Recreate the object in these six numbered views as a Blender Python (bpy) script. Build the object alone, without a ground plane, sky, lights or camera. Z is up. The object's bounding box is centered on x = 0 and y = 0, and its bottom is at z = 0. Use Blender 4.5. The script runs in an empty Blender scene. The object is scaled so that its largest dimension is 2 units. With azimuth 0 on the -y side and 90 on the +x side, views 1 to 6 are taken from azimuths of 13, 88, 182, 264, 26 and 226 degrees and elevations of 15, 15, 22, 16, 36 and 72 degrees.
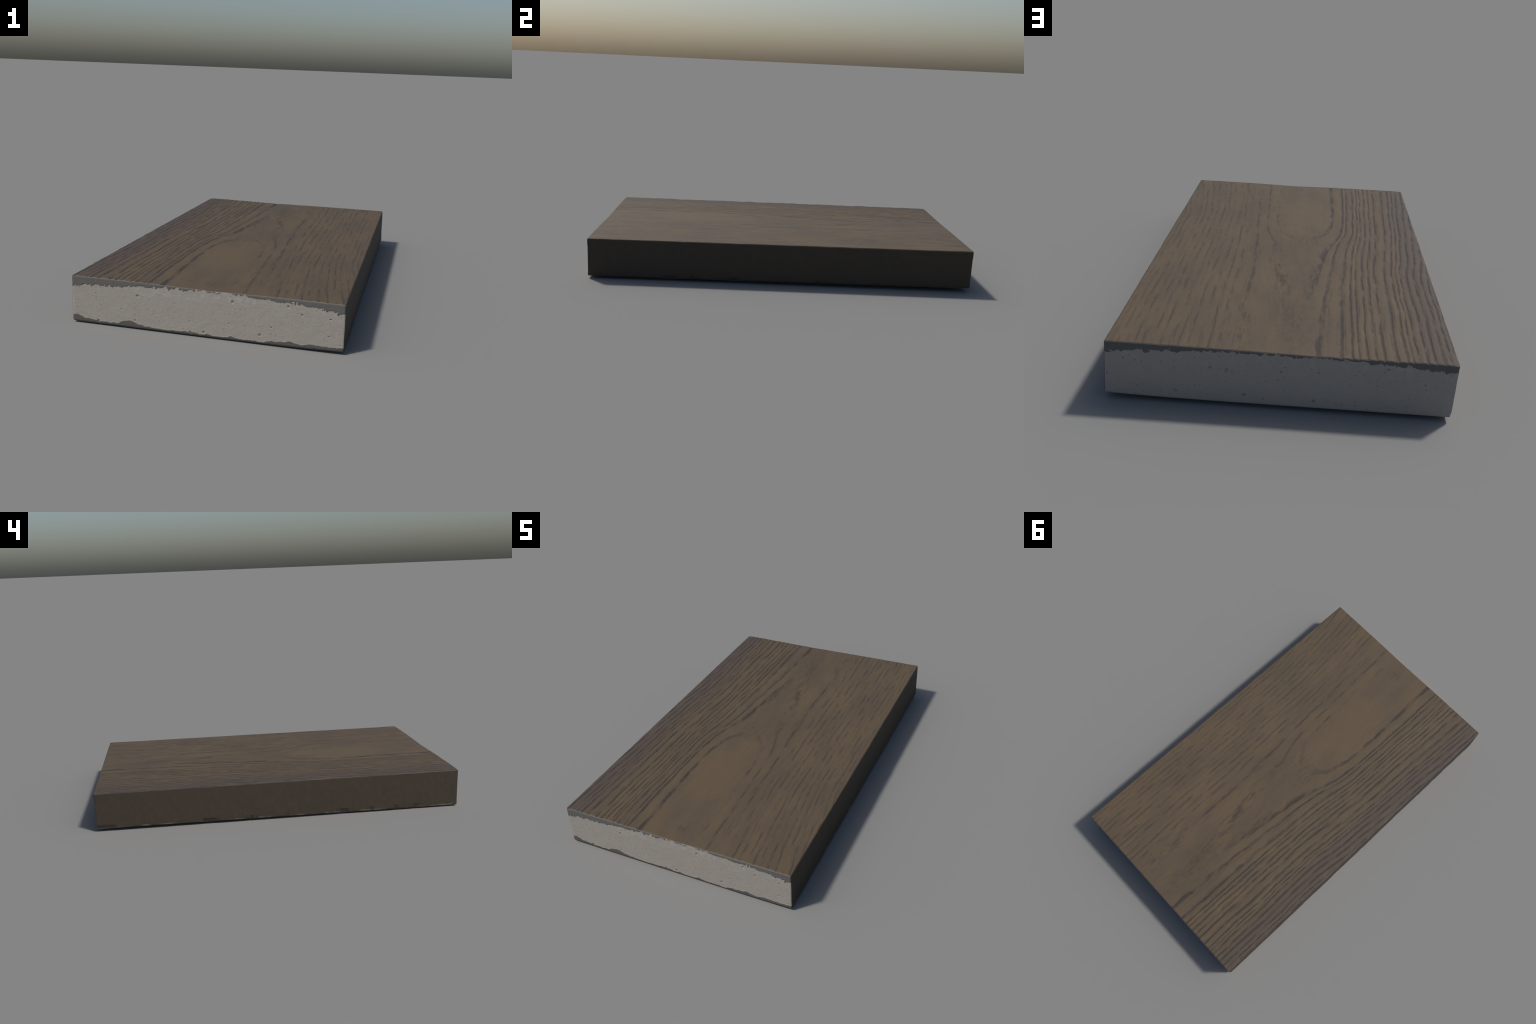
"""Cast-concrete decking plank: stained wood-grain top and sides, raw cut ends."""
import bpy, math
import numpy as np

# ------------------------------------------------------------------ sizes (m)
HALF_X, HALF_Y = 0.5848, 0.9998
Z_LOW, Z_HIGH = 0.0, 0.210
R_TOP, R_BOTTOM = 0.0060, 0.009           # edge rounding
STEP_X, STEP_Y, STEP_Z = 0.0017, 0.0046, 0.0017

# The board was "sawn" off-centre: its growth rings close into a cathedral.
# sqrt-distance of each ring from the pith line, on either side of it.
RINGS_MINUS = [.070, .133, .178, .191, .2186, .238, .251, .272, .293, .316, .356,
               .385, .402, .420, .448, .475, .504, .527, .545, .570]
RINGS_PLUS = [.070, .133, .178, .225, .267, .292, .3205, .354, .380, .403, .439,
              .468, .497, .522, .548, .574, .598, .620, .640, .660]
RING_SPAN = 0.70                           # range of that distance
N_RINGS = len(RINGS_MINUS) + 1
PITH_DEPTH = [(-1, .004), (-.8, .003), (-.6, .001), (-.45, 0), (-.25, .006), (-.10, .0170),
              (0, .0240), (.26, .0285), (.45, .0300), (.60, .0318), (1, .034)]     # squared depth along y
FAN_MINUS = [(-1, .83), (-.5, .87), (0, .93), (.5, 1), (1, 1)]
FAN_PLUS = [(-1, .86), (-.6, .95), (-.3, 1), (1, 1)]
PITH_X = -0.035
# broad shading of the stain: centre x, y, spread x, y, darker (+) or paler (-)
CLOUDS = [(.17, -.50, .045, .26, .20), (.06, .04, .05, .14, .14), (-.04, -.48, .11, .24, -.26),
          (.10, .42, .08, .16, -.20), (-.04, .80, .07, .18, .12), (.15, .86, .06, .14, .12),
          (-.06, -.05, .06, .07, .12)]


# ------------------------------------------------------- node graph shorthand
class Graph:
    """Builds the same math in a shader tree and in a geometry tree."""

    def __init__(self, tree):
        self.t = tree

    def node(self, kind, **props):
        n = self.t.nodes.new(kind)
        for k, v in props.items():
            setattr(n, k, v)
        return n

    def put(self, socket, value):
        if hasattr(value, "is_output"):
            self.t.links.new(value, socket)
        elif value is not None:
            socket.default_value = value

    def m(self, op, a, b=None, c=None, clamp=False):
        n = self.node("ShaderNodeMath", operation=op, use_clamp=clamp)
        for s, v in zip(n.inputs, (a, b, c)):
            self.put(s, v)
        return n.outputs[0]

    def add(self, a, b): return self.m("ADD", a, b)
    def sub(self, a, b): return self.m("SUBTRACT", a, b)
    def mul(self, a, b): return self.m("MULTIPLY", a, b)
    def inv(self, a): return self.m("SUBTRACT", 1.0, a)

    def step(self, x, lo, hi, out_lo=0.0, out_hi=1.0, kind="SMOOTHSTEP"):
        n = self.node("ShaderNodeMapRange", interpolation_type=kind)
        for s, v in zip(n.inputs, (x, lo, hi, out_lo, out_hi)):
            self.put(s, v)
        return n.outputs[0]

    def bump_at(self, x, centre, width):
        """gaussian of one coordinate"""
        d = self.m("DIVIDE", self.sub(x, centre), width)
        return self.m("EXPONENT", self.mul(self.mul(d, d), -1.0))

    def xyz(self, x, y, z):
        n = self.node("ShaderNodeCombineXYZ")
        for s, v in zip(n.inputs, (x, y, z)):
            self.put(s, v)
        return n.outputs[0]

    def split(self, v):
        n = self.node("ShaderNodeSeparateXYZ")
        self.put(n.inputs[0], v)
        return n.outputs

    def noise(self, v, scale=1.0, detail=2.0, rough=0.5):
        n = self.node("ShaderNodeTexNoise", noise_dimensions="3D")
        self.put(n.inputs["Vector"], v)
        n.inputs["Scale"].default_value = scale
        n.inputs["Detail"].default_value = detail
        n.inputs["Roughness"].default_value = rough
        return n.outputs[0]

    def cells(self, v, scale, rand=1.0):
        n = self.node("ShaderNodeTexVoronoi", voronoi_dimensions="2D", feature="F1")
        self.put(n.inputs["Vector"], v)
        n.inputs["Scale"].default_value = scale
        n.inputs["Randomness"].default_value = rand
        return n.outputs["Distance"], self.split(n.outputs["Color"])[0]

    def curve(self, x, points, x_lo, x_hi, y_lo, y_hi, linear=False):
        """value of a hand-drawn curve y(x)"""
        n = self.node("ShaderNodeFloatCurve")
        c = n.mapping.curves[0]
        pts = [((px - x_lo) / (x_hi - x_lo), (py - y_lo) / (y_hi - y_lo)) for px, py in points]
        while len(c.points) < len(pts):
            c.points.new(0.5, 0.5)
        for p, (a, b) in zip(c.points, pts):
            p.location = (a, b)
            p.handle_type = "VECTOR" if linear else "AUTO"
        n.mapping.update()
        self.put(n.inputs["Value"], self.step(x, x_lo, x_hi, kind="LINEAR"))
        return self.step(n.outputs[0], 0.0, 1.0, y_lo, y_hi, kind="LINEAR")

    def blend(self, f, a, b, mode="MIX"):
        n = self.node("ShaderNodeMix", data_type="RGBA", blend_type=mode)
        self.put(n.inputs[0], f)
        self.put(n.inputs[6], a if hasattr(a, "is_output") else (*a, 1))
        self.put(n.inputs[7], b if hasattr(b, "is_output") else (*b, 1))
        return n.outputs[2]


# --------------------------------------------- surface rules (shape and colour)
def wood_grain(g, pos):
    """growth-ring lines of the cast board face; returns line, fleck, patch masks"""
    x, y, _ = g.split(pos)
    # slow and quick wander of the grain along the board
    slow = g.sub(g.noise(g.xyz(g.mul(x, 5.0), g.mul(y, 2.6), 3.1), 1.0, 2.0), 0.5)
    quick = g.sub(g.noise(g.xyz(g.mul(x, 26.0), g.mul(y, 13.0), 7.7), 1.0, 2.0), 0.5)
    jag = g.sub(g.noise(g.xyz(g.mul(x, 60.0), g.mul(y, 40.0), 9.9), 1.0, 2.0), 0.5)
    xw = g.add(x, g.add(g.mul(slow, 0.024), g.add(g.mul(quick, 0.007), g.mul(jag, 0.0045))))
    dx = g.sub(xw, PITH_X)
    plus = g.step(dx, -0.001, 0.001, kind="LINEAR")
    fan_a = g.curve(y, FAN_MINUS, -1, 1, .8, 1.0)
    fan_b = g.curve(y, FAN_PLUS, -1, 1, .8, 1.0)
    fan = g.add(fan_a, g.mul(plus, g.sub(fan_b, fan_a)))
    d2 = g.m("POWER", g.mul(g.m("ABSOLUTE", dx), fan), 2.0)
    near = g.m("EXPONENT", g.m("DIVIDE", g.mul(dx, dx), -0.05))
    depth = g.curve(y, PITH_DEPTH, -1, 1, 0, .04)
    dist = g.m("SQRT", g.add(d2, g.mul(depth, near)))
    scale = lambda rings: [(0, 0)] + [(r, i + 1) for i, r in enumerate(rings)] + [(RING_SPAN, N_RINGS)]
    idx_a = g.curve(dist, scale(RINGS_MINUS), 0, RING_SPAN, 0, N_RINGS, True)
    idx_b = g.curve(dist, scale(RINGS_PLUS), 0, RING_SPAN, 0, N_RINGS, True)
    idx = g.add(idx_a, g.mul(plus, g.sub(idx_b, idx_a)))
    off = g.m("ABSOLUTE", g.sub(g.m("FRACT", g.add(idx, 0.5)), 0.5))      # 0 on a ring line
    # the line is only printed in dashes, shorter and fainter on the +x side
    dash_v = g.xyz(g.mul(xw, 34.0), g.mul(y, 9.0), g.mul(plus, 5.0))
    dash = g.noise(dash_v, 1.0, 3.0, 0.6)
    ragged = g.noise(g.xyz(g.mul(x, 150.0), g.mul(y, 42.0), 1.7), 1.0, 2.0)
    side = g.step(x, 0.02, -0.22)
    width = g.add(g.add(0.105, g.mul(side, 0.035)), g.mul(g.sub(ragged, 0.5), 0.26))
    line = g.step(off, g.add(width, 0.07), g.mul(width, 0.35))
    gap = g.noise(g.xyz(g.mul(xw, 22.0), g.mul(y, 2.2), 13.0), 1.0, 1.0)
    dash = g.sub(dash, g.mul(g.mul(g.step(gap, 0.52, 0.66), g.inv(side)), 0.12))
    inked = g.step(dash, g.sub(0.38, g.mul(side, 0.06)), g.sub(0.58, g.mul(side, 0.02)))
    core = g.step(dist, 0.085, 0.12)                       # the pale heart has none
    line = g.mul(g.mul(line, inked), core)
    line = g.mul(line, g.step(g.m("ABSOLUTE", dx), 0.010, 0.055, 0.30, 1.0))
    tip = g.mul(g.bump_at(dx, 0.0, 0.11), g.bump_at(y, -0.17, 0.13))      # the loop's tip dissolves
    line = g.mul(line, g.inv(g.mul(tip, 0.75)))
    # thin second lines between the rings
    off2 = g.m("ABSOLUTE", g.sub(g.m("FRACT", g.mul(idx, 2.0)), 0.5))
    dash2 = g.noise(g.xyz(g.mul(xw, 47.0), g.mul(y, 7.0), 41.0), 1.0, 3.0, 0.6)
    thin = g.mul(g.step(off2, g.mul(width, 2.0), 0.03), g.step(dash2, 0.48, 0.62))
    thin = g.mul(g.mul(thin, core), g.step(dist, 0.17, 0.22))
    line = g.m("MAXIMUM", line, g.mul(thin, 0.55))
    # loose flecks, pores stretched along the grain
    pore = g.noise(g.xyz(g.mul(xw, 165.0), g.mul(y, 27.0), 11.0), 1.0, 2.0, 0.55)
    fleck = g.step(pore, 0.56, 0.68)
    region = g.noise(g.xyz(g.mul(x, 7.0), g.mul(y, 3.0), 21.0), 1.0, 1.0)
    crowd = g.mul(g.bump_at(x, -0.04, 0.075), g.bump_at(y, 0.80, 0.20))
    crowd = g.add(crowd, g.mul(g.bump_at(x, -0.05, 0.085), g.bump_at(y, -0.06, 0.09)))
    crowd = g.add(crowd, g.mul(g.bump_at(x, 0.15, 0.05), g.bump_at(y, 0.88, 0.14)))
    crowd = g.add(crowd, g.mul(g.bump_at(x, 0.01, 0.035), g.bump_at(y, -0.91, 0.06)))
    outer = g.step(x, 0.22, 0.45, 0.0, 0.35)
    scrawl = g.noise(g.xyz(g.mul(xw, 52.0), g.mul(y, 17.0), 17.0), 1.0, 4.0, 0.65)
    scrawl = g.mul(g.step(scrawl, 0.52, 0.64), g.m("MINIMUM", crowd, 1.0))
    fleck = g.mul(fleck, g.m("MINIMUM", g.add(g.step(region, 0.5, 0.72, 0.02, 0.2), g.add(crowd, outer)), 1.0))
    fleck = g.m("MAXIMUM", fleck, g.mul(scrawl, 0.75))
    # broad darker clouds
    cloud = g.noise(g.xyz(g.mul(x, 10.0), g.mul(y, 3.2), 31.0), 1.0, 3.0, 0.55)
    for cx, cy, wx, wy, amount in CLOUDS:
        cloud = g.add(cloud, g.mul(g.mul(g.bump_at(xw, cx, wx), g.bump_at(y, cy, wy)), amount))
    return dict(x=x, y=y, line=line, fleck=fleck, cloud=cloud, side=side, dist=dist,
                crowd=crowd, off=off, core=core)


def cut_face(g, pos):
    """broken cement end: pits and the darker skin left along its upper and lower rim"""
    x, y, z = g.split(pos)
    front = g.step(y, 0.1, -0.1)
    seed = g.mul(front, 4.37)
    flat = g.xyz(x, seed, z)
    rough = g.noise(flat, 34.0, 4.0, 0.62)
    tooth = g.noise(flat, 95.0, 2.0, 0.5)
    wave = g.noise(g.xyz(x, seed, 0.0), 7.0, 3.0, 0.6)
    corner = g.m("POWER", g.m("ABSOLUTE", g.m("DIVIDE", g.add(x, g.sub(0.03, g.mul(front, 0.06))), 0.585)), 2.2)
    band = g.add(0.0105, g.mul(corner, g.add(0.026, g.mul(front, 0.010))))
    band = g.add(band, g.mul(g.sub(g.noise(g.xyz(x, g.add(seed, 8.0), 0.0), 11.0, 2.0), 0.5), 0.030))
    band = g.add(band, g.mul(g.sub(rough, 0.5), 0.052))
    band = g.add(band, g.mul(g.sub(tooth, 0.5), 0.016))
    tilt = g.add(g.mul(g.add(y, 1.0), 0.0043), g.mul(g.mul(g.inv(front), x), 0.0040))
    below = g.sub(g.add(0.2092, tilt), z)                    # depth under the top edge
    upper = g.step(g.sub(below, band), 0.0012, -0.0012)
    low_h = g.add(g.m("MAXIMUM", g.mul(g.sub(wave, 0.40), 0.070), 0.0), g.mul(g.sub(rough, 0.5), 0.006))
    low_h = g.add(low_h, g.add(0.0115, g.step(g.m("ABSOLUTE", x), 0.53, 0.59, 0.0, 0.012)))
    lower = g.mul(g.step(g.sub(z, low_h), 0.002, -0.002), front)
    d1, k1 = g.cells(g.xyz(g.add(x, g.mul(front, 4.7)), z, 0.0), 17.0)
    r1 = g.step(k1, 0.62, 1.0, 0.0, 0.15, kind="LINEAR")
    big = g.step(g.m("DIVIDE", d1, g.add(r1, 0.001)), 1.0, 0.35)
    d2, k2 = g.cells(g.xyz(g.add(x, g.add(3.3, seed)), z, 0.0), 46.0)
    r2 = g.step(k2, 0.58, 1.0, 0.0, 0.17, kind="LINEAR")
    small = g.step(g.m("DIVIDE", d2, g.add(r2, 0.001)), 1.0, 0.4)
    clear = g.mul(g.inv(upper), g.step(below, 0.02, 0.035))
    return dict(x=x, y=y, z=z, flat=flat, upper=upper, lower=lower, front=front,
                big=g.mul(big, clear), small=g.mul(small, clear), rough=rough, tooth=tooth, below=below)


# ------------------------------------------------------------------ block mesh
def axis_points(lo, hi, step, edge):
    """grid stations, closely spaced where the block is rounded"""
    rim = edge * np.array([0, .2, .4, .6, .8, 1.0])
    n = int(round((hi - lo - 2 * edge) / step))
    mid = np.linspace(lo + edge, hi - edge, n + 1)
    return np.concatenate([lo + rim[:-1], mid, hi - rim[:-1][::-1]])


def block_faces():
    xs = axis_points(-HALF_X, HALF_X, STEP_X, 0.012)
    ys = axis_points(-HALF_Y, HALF_Y, STEP_Y, 0.012)
    zs = axis_points(Z_LOW, Z_HIGH, STEP_Z, 0.013)
    spec = [("grain_face", 2, zs[-1], xs, ys), ("underside", 2, zs[0], ys, xs),
            ("long_side", 0, xs[-1], ys, zs), ("long_side", 0, xs[0], zs, ys),
            ("cut_end", 1, ys[-1], zs, xs), ("cut_end", 1, ys[0], xs, zs)]
    verts, quads, region, base = [], [], [], 0
    for k, (name, axis, level, a, b) in enumerate(spec):
        A, B = np.meshgrid(a, b, indexing="ij")
        L = np.full_like(A, level)
        slot = {id(xs): 0, id(ys): 1, id(zs): 2}
        P = np.zeros(A.shape + (3,))
        P[..., slot[id(a)]], P[..., slot[id(b)]], P[..., axis] = A, B, L
        na, nb = len(a), len(b)
        i = np.arange(na * nb).reshape(na, nb) + base
        q = np.stack([i[:-1, :-1], i[1:, :-1], i[1:, 1:], i[:-1, 1:]], -1).reshape(-1, 4)
        verts.append(P.reshape(-1, 3)); quads.append(q)
        region.append(np.full(len(q), k)); base += na * nb
    V, Q, F = np.concatenate(verts), np.concatenate(quads), np.concatenate(region)
    # weld the rims
    key = np.round(V * 1e6).astype(np.int64)
    _, first, back = np.unique(key, axis=0, return_index=True, return_inverse=True)
    return V[first], back.reshape(-1)[Q], F, [s[0] for s in spec]


def shape_block(V):
    """round the edges, then the plank's own slight tilt, flare and hollow"""
    t = np.clip((V[:, 2] - Z_LOW) / (Z_HIGH - Z_LOW), 0, 1)
    r = (R_BOTTOM + (R_TOP - R_BOTTOM) * t)[:, None]
    lo = np.array([-HALF_X, -HALF_Y, Z_LOW]) + r
    hi = np.array([HALF_X, HALF_Y, Z_HIGH]) - r
    c = np.clip(V, lo, hi)
    d = V - c
    V = c + r * d / np.maximum(np.linalg.norm(d, axis=1, keepdims=True), 1e-9)
    x, y, z = V.T.copy()
    s = (y + 1) / 2
    # sides: +x flares out toward the foot, -x is nearly plumb
    V[:, 0] += np.where(x > 0, (1 - t) * (0.0045 + 0.003 * s) - 0.003 * (1 - s), 0) * np.clip(x / HALF_X, 0, 1)
    V[:, 0] += np.where(x < 0, -0.004 * (1 - s) + 0.004 * s * (1 - t), 0) * np.clip(-x / HALF_X, 0, 1)
    # lies a little higher at the far end; the face is faintly hollow
    lift = 0.0022 + 0.0105 * s + 0.0070 * np.clip(x / HALF_X, 0, 1) ** 4
    V[:, 2] += t * (-0.0010 + 0.0085 * s + 0.0025 * s * x / HALF_X) + (1 - t) * lift
    hollow = (0.0045 * np.exp(-((x - .02) / .16) ** 2 - ((y + 1) / .12) ** 2)
              + 0.0030 * np.exp(-((x + .12) / .25) ** 2 - ((y - 1) / .25) ** 2)
              + 0.0024 * np.exp(-((x - .12) / .30) ** 2 - ((y - .40) / .42) ** 2))
    V[:, 2] -= hollow * np.clip((t - .5) * 2, 0, 1)
    # foot: the block stands on a faint swell of its underside
    under = np.clip(1 - t * 6, 0, 1)
    V[:, 2] -= under * (0.0022 + 0.0105 * s) * np.exp(-((y + .55) / .35) ** 2 - (x / .35) ** 2)
    return V


def relief_tree():
    tree = bpy.data.node_groups.new("plank_relief", "GeometryNodeTree")
    tree.interface.new_socket("Geometry", in_out="INPUT", socket_type="NodeSocketGeometry")
    tree.interface.new_socket("Geometry", in_out="OUTPUT", socket_type="NodeSocketGeometry")
    g = Graph(tree)
    gin, gout = g.node("NodeGroupInput"), g.node("NodeGroupOutput")
    pos = g.node("GeometryNodeInputPosition").outputs[0]
    nx, ny, nz = g.split(g.node("GeometryNodeInputNormal").outputs[0])
    w = wood_grain(g, pos)
    c = cut_face(g, pos)
    x, y, z = g.split(pos)
    # top: grooves, plus the soft swell between them
    deep = g.add(0.0008, g.mul(w["side"], 0.0010))
    groove = g.mul(g.add(w["line"], g.mul(w["fleck"], 0.35)), deep)
    ridge = g.mul(g.mul(g.sub(w["off"], 0.25), g.mul(w["core"], 0.0010)), g.add(0.3, w["side"]))
    swell = g.mul(g.sub(g.noise(g.xyz(g.mul(x, 14.0), g.mul(y, 7.0), 2.0), 1.0, 2.0), 0.5), 0.0030)
    nick = g.noise(g.xyz(3.0, g.mul(y, 15.0), 4.0), 1.0, 3.0, 0.55)
    roll = g.mul(g.step(x, -0.530, -0.588), g.add(0.0012, g.mul(g.sub(nick, 0.42), 0.012)))
    swell = g.sub(swell, roll)
    top = g.mul(g.add(g.sub(ridge, groove), swell), g.step(nz, 0.1, 0.75))
    # ends: ragged cement behind the skin, pits
    hack = g.mul(g.sub(c["rough"], 0.5), 0.0016)
    hack = g.add(hack, g.mul(g.sub(c["tooth"], 0.5), 0.0007))
    skin = g.m("MAXIMUM", c["upper"], g.mul(c["lower"], 0.6))
    end = g.add(g.mul(g.sub(hack, 0.0014), g.inv(skin)), 0.0002)
    end = g.sub(end, g.add(g.mul(c["big"], 0.0027), g.mul(c["small"], 0.0010)))
    end = g.mul(end, g.step(g.m("ABSOLUTE", ny), 0.55, 0.95))
    end = g.mul(end, g.m("SIGN", ny))
    # sides: hand-trowelled wander, nibbled feet
    chip = g.noise(g.xyz(g.mul(x, 8.0), g.mul(y, 13.0), g.mul(z, 10.0)), 1.0, 2.0)
    side = g.mul(g.sub(chip, 0.5), 0.0042)
    foot = g.noise(g.xyz(g.mul(x, 3.0), g.mul(y, 11.0), 5.0), 1.0, 3.0)
    nibble = g.mul(g.step(foot, 0.53, 0.62), g.step(z, 0.034, 0.018))
    side = g.sub(side, g.mul(nibble, 0.0030))
    side = g.mul(g.mul(side, g.step(g.m("ABSOLUTE", nx), 0.3, 0.9)), g.m("SIGN", nx))
    move = g.node("GeometryNodeSetPosition")
    g.put(move.inputs["Geometry"], gin.outputs[0])
    g.put(move.inputs["Offset"], g.xyz(side, end, top))
    g.put(gout.inputs[0], move.outputs[0])
    return tree


# ------------------------------------------------------------------- materials
def new_material(name, rough, specular=0.5):
    mat = bpy.data.materials.new(name)
    mat.use_nodes = True
    g = Graph(mat.node_tree)
    bsdf = mat.node_tree.nodes["Principled BSDF"]
    bsdf.inputs["Roughness"].default_value = rough
    bsdf.inputs["Specular IOR Level"].default_value = specular
    pos = g.node("ShaderNodeTexCoord").outputs["Object"]
    return mat, g, bsdf, pos


def bump(g, bsdf, height, strength, distance):
    n = g.node("ShaderNodeBump")
    n.inputs["Strength"].default_value = strength
    n.inputs["Distance"].default_value = distance
    g.put(n.inputs["Height"], height)
    g.put(bsdf.inputs["Normal"], n.outputs[0])


def gain(g, col, fac):
    """multiply a colour by a scalar"""
    n = g.node("ShaderNodeVectorMath", operation="SCALE")
    g.put(n.inputs[0], col)
    g.put(n.inputs["Scale"], fac)
    return n.outputs[0]


WARM, GREY, INK, EDGE = (.108, .077, .045), (.089, .066, .043), (.034, .028, .025), (.072, .056, .047)
STAIN, STAIN_COOL = (.058, .043, .030), (.052, .041, .0295)
CEMENT, CEMENT_WARM, CEMENT_PALE = (.315, .296, .262), (.318, .286, .256), (.42, .40, .37)
RIM, RIM_LOW = (.118, .115, .109), (.094, .091, .085)


def stained_grain():
    mat, g, bsdf, pos = new_material("stained_wood_grain_concrete", 0.68, 0.3)
    w = wood_grain(g, pos)
    col = g.blend(g.step(w["cloud"], 0.32, 0.66), WARM, GREY)
    col = g.blend(g.mul(g.m("MINIMUM", w["crowd"], 1.0), 0.35), col, GREY)
    purple = g.step(g.add(w["x"], g.mul(g.sub(w["cloud"], 0.5), 0.25)), -0.42, -0.54)
    col = g.blend(g.mul(purple, 0.75), col, EDGE)
    col = g.blend(g.mul(w["line"], g.add(0.68, g.mul(w["side"], 0.22))), col, INK)
    col = g.blend(g.mul(w["fleck"], 0.60), col, INK)
    dust = g.noise(g.xyz(g.mul(w["x"], 1.0), g.mul(w["y"], 0.55), 0.0), 420.0, 2.0, 0.6)
    col = gain(g, col, g.step(dust, 0.25, 0.75, 0.86, 1.13, kind="LINEAR"))
    fibre = g.noise(g.xyz(g.mul(w["x"], 190.0), g.mul(w["y"], 9.0), 2.0), 1.0, 3.0, 0.6)
    col = gain(g, col, g.step(fibre, 0.25, 0.75, 0.90, 1.10, kind="LINEAR"))
    g.put(bsdf.inputs["Base Color"], col)
    bump(g, bsdf, dust, 0.25, 0.002)
    return mat


def stained_side():
    mat, g, bsdf, pos = new_material("stained_smooth_concrete", 0.68, 0.3)
    x, y, z = g.split(pos)
    broad = g.noise(pos, 26.0, 4.0, 0.6)
    fine = g.noise(pos, 150.0, 3.0, 0.65)
    col = g.blend(g.step(broad, 0.35, 0.65), STAIN, STAIN_COOL)
    col = gain(g, col, g.step(fine, 0.25, 0.75, 0.86, 1.14, kind="LINEAR"))
    # worn foot: bare cement line, dark chips above it
    wob = g.noise(g.xyz(g.mul(x, 3.0), g.mul(y, 26.0), 0.0), 1.0, 3.0)
    foot_z = g.add(g.add(0.0115, g.mul(g.add(y, 1.0), 0.0052)), g.mul(g.sub(wob, 0.5), 0.016))
    bare = g.step(g.sub(z, foot_z), 0.0015, -0.0015)
    chip = g.noise(g.xyz(g.mul(x, 3.0), g.mul(y, 11.0), 5.0), 1.0, 3.0)
    dark = g.mul(g.step(chip, 0.53, 0.60), g.step(g.sub(g.sub(z, g.mul(g.add(y, 1.0), 0.0052)), g.mul(chip, 0.030)), 0.010, 0.004))
    # upper arris lightened in colour, where its rounding catches the sun
    painted_sun_edge = g.step(g.sub(z, g.mul(g.add(y, 1.0), 0.0043)), 0.2015, 0.2060)
    col = g.blend(g.mul(painted_sun_edge, 0.55), col, WARM)
    worn = g.step(g.noise(g.xyz(1.0, g.mul(y, 7.0), g.mul(x, 2.0)), 1.0, 3.0, 0.6), 0.44, 0.60)
    col = g.blend(g.mul(g.mul(bare, worn), 0.75), col, (.22, .20, .17))
    col = g.blend(g.mul(dark, 0.75), col, (.034, .028, .024))
    g.put(bsdf.inputs["Base Color"], col)
    bump(g, bsdf, fine, 0.3, 0.002)
    return mat


def raw_end():
    mat, g, bsdf, pos = new_material("raw_cut_cement", 0.85, 0.3)
    c = cut_face(g, pos)
    tone = g.noise(c["flat"], 16.0, 4.0, 0.6)
    col = g.blend(g.step(tone, 0.38, 0.62), CEMENT, CEMENT_WARM)
    grit = g.noise(c["flat"], 330.0, 2.0, 0.7)
    col = gain(g, col, g.step(grit, 0.25, 0.75, 0.84, 1.16, kind="LINEAR"))
    # bruised pale cement under the skin, and scattered crushed grains
    fresh = g.mul(g.step(c["below"], 0.085, 0.02), g.step(c["rough"], 0.46, 0.68))
    scrape = g.step(g.noise(g.xyz(g.mul(c["x"], 30.0), c["front"], g.mul(c["z"], 70.0)), 1.0, 4.0, 0.7), 0.60, 0.72)
    col = g.blend(g.mul(g.m("MAXIMUM", fresh, scrape), 0.40), col, CEMENT_PALE)
    col = g.blend(g.mul(c["small"], 0.60), col, (.13, .115, .10))  # pits, small then big, tinted dark to paint the shade inside the holes
    col = g.blend(g.mul(c["big"], 0.45), col, (.15, .135, .11))
    rim = gain(g, g.blend(0.0, RIM, RIM), g.step(c["tooth"], 0.2, 0.8, 0.92, 1.08, kind="LINEAR"))
    col = g.blend(c["upper"], col, rim)
    col = g.blend(c["lower"], col, RIM_LOW)
    # the arris itself is chipped pale
    arris = g.mul(g.step(c["below"], 0.0045, 0.001), g.step(c["rough"], 0.42, 0.55))
    col = g.blend(g.mul(arris, 0.5), col, (.27, .24, .20))
    g.put(bsdf.inputs["Base Color"], col)
    bump(g, bsdf, grit, 0.35, 0.003)
    return mat


def plain_under():
    mat, g, bsdf, pos = new_material("cast_concrete_underside", 0.85, 0.35)
    tone = g.noise(pos, 12.0, 5.0, 0.6)
    g.put(bsdf.inputs["Base Color"], g.blend(g.step(tone, 0.35, 0.65), (.17, .16, .145), (.22, .205, .185)))
    return mat


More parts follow.
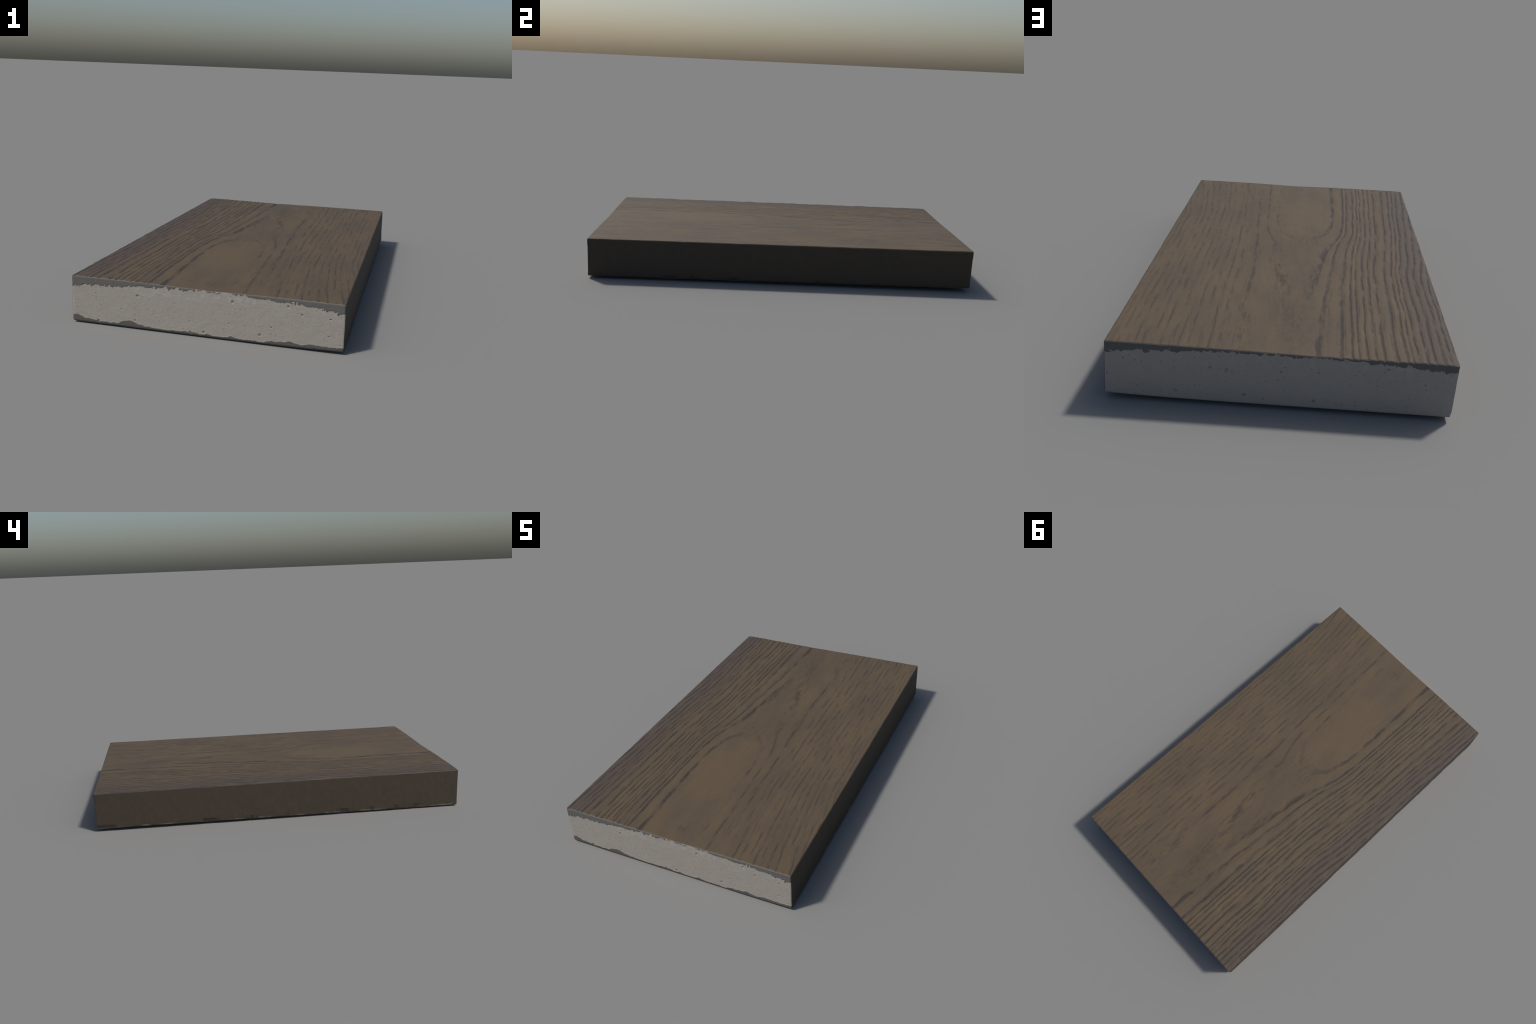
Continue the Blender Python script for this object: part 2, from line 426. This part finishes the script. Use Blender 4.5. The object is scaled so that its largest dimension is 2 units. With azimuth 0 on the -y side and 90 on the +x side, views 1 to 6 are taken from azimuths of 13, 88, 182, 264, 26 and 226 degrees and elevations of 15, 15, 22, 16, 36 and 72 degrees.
# ----------------------------------------------------------------------- build
def mesh_from(V, Q, name):
    me = bpy.data.meshes.new(name)
    me.vertices.add(len(V)); me.vertices.foreach_set("co", V.astype(np.float32).ravel())
    me.loops.add(Q.size); me.loops.foreach_set("vertex_index", Q.astype(np.int32).ravel())
    me.polygons.add(len(Q))
    me.polygons.foreach_set("loop_start", np.arange(0, Q.size, 4, dtype=np.int32))
    me.polygons.foreach_set("use_smooth", np.ones(len(Q), bool))
    me.update(calc_edges=True)
    return me


def main():
    scene = bpy.context.scene
    V, Q, region, names = block_faces()
    V = shape_block(V)
    whole = bpy.data.objects.new("plank_whole", mesh_from(V, Q, "plank_whole"))
    scene.collection.objects.link(whole)
    mod = whole.modifiers.new("relief", "NODES")
    mod.node_group = relief_tree()
    dg = bpy.context.evaluated_depsgraph_get()
    me = whole.evaluated_get(dg).to_mesh()
    n = len(me.vertices)
    P = np.empty(n * 3, np.float32); me.vertices.foreach_get("co", P); P = P.reshape(-1, 3)
    N = np.empty(n * 3, np.float32); me.vertex_normals.foreach_get("vector", N); N = N.reshape(-1, 3)
    P = P.copy(); N = N.copy()
    print("raw extents", P.min(0), P.max(0))
    # frame: centred, standing on z = 0
    P[:, :2] -= (P.min(0)[:2] + P.max(0)[:2]) / 2
    P[:, 2] -= P[:, 2].min()
    whole.evaluated_get(dg).to_mesh_clear()
    bpy.data.objects.remove(whole)

    root = bpy.data.objects.new("concrete_plank", None)
    root["label"] = "brown stained concrete plank with wood grain and raw cut ends"
    root["category"] = "paving slab"
    scene.collection.objects.link(root)
    mats = {"grain_face": stained_grain(), "long_side": stained_side(),
            "cut_end": raw_end(), "underside": plain_under()}
    for k, name in enumerate(names):
        q = Q[region == k]
        used, q2 = np.unique(q, return_inverse=True)
        part = mesh_from(P[used], q2.reshape(-1, 4), name)
        part.normals_split_custom_set_from_vertices(N[used])
        part.materials.append(mats[name])
        ob = bpy.data.objects.new(name, part)
        ob.parent = root
        scene.collection.objects.link(ob)


main()
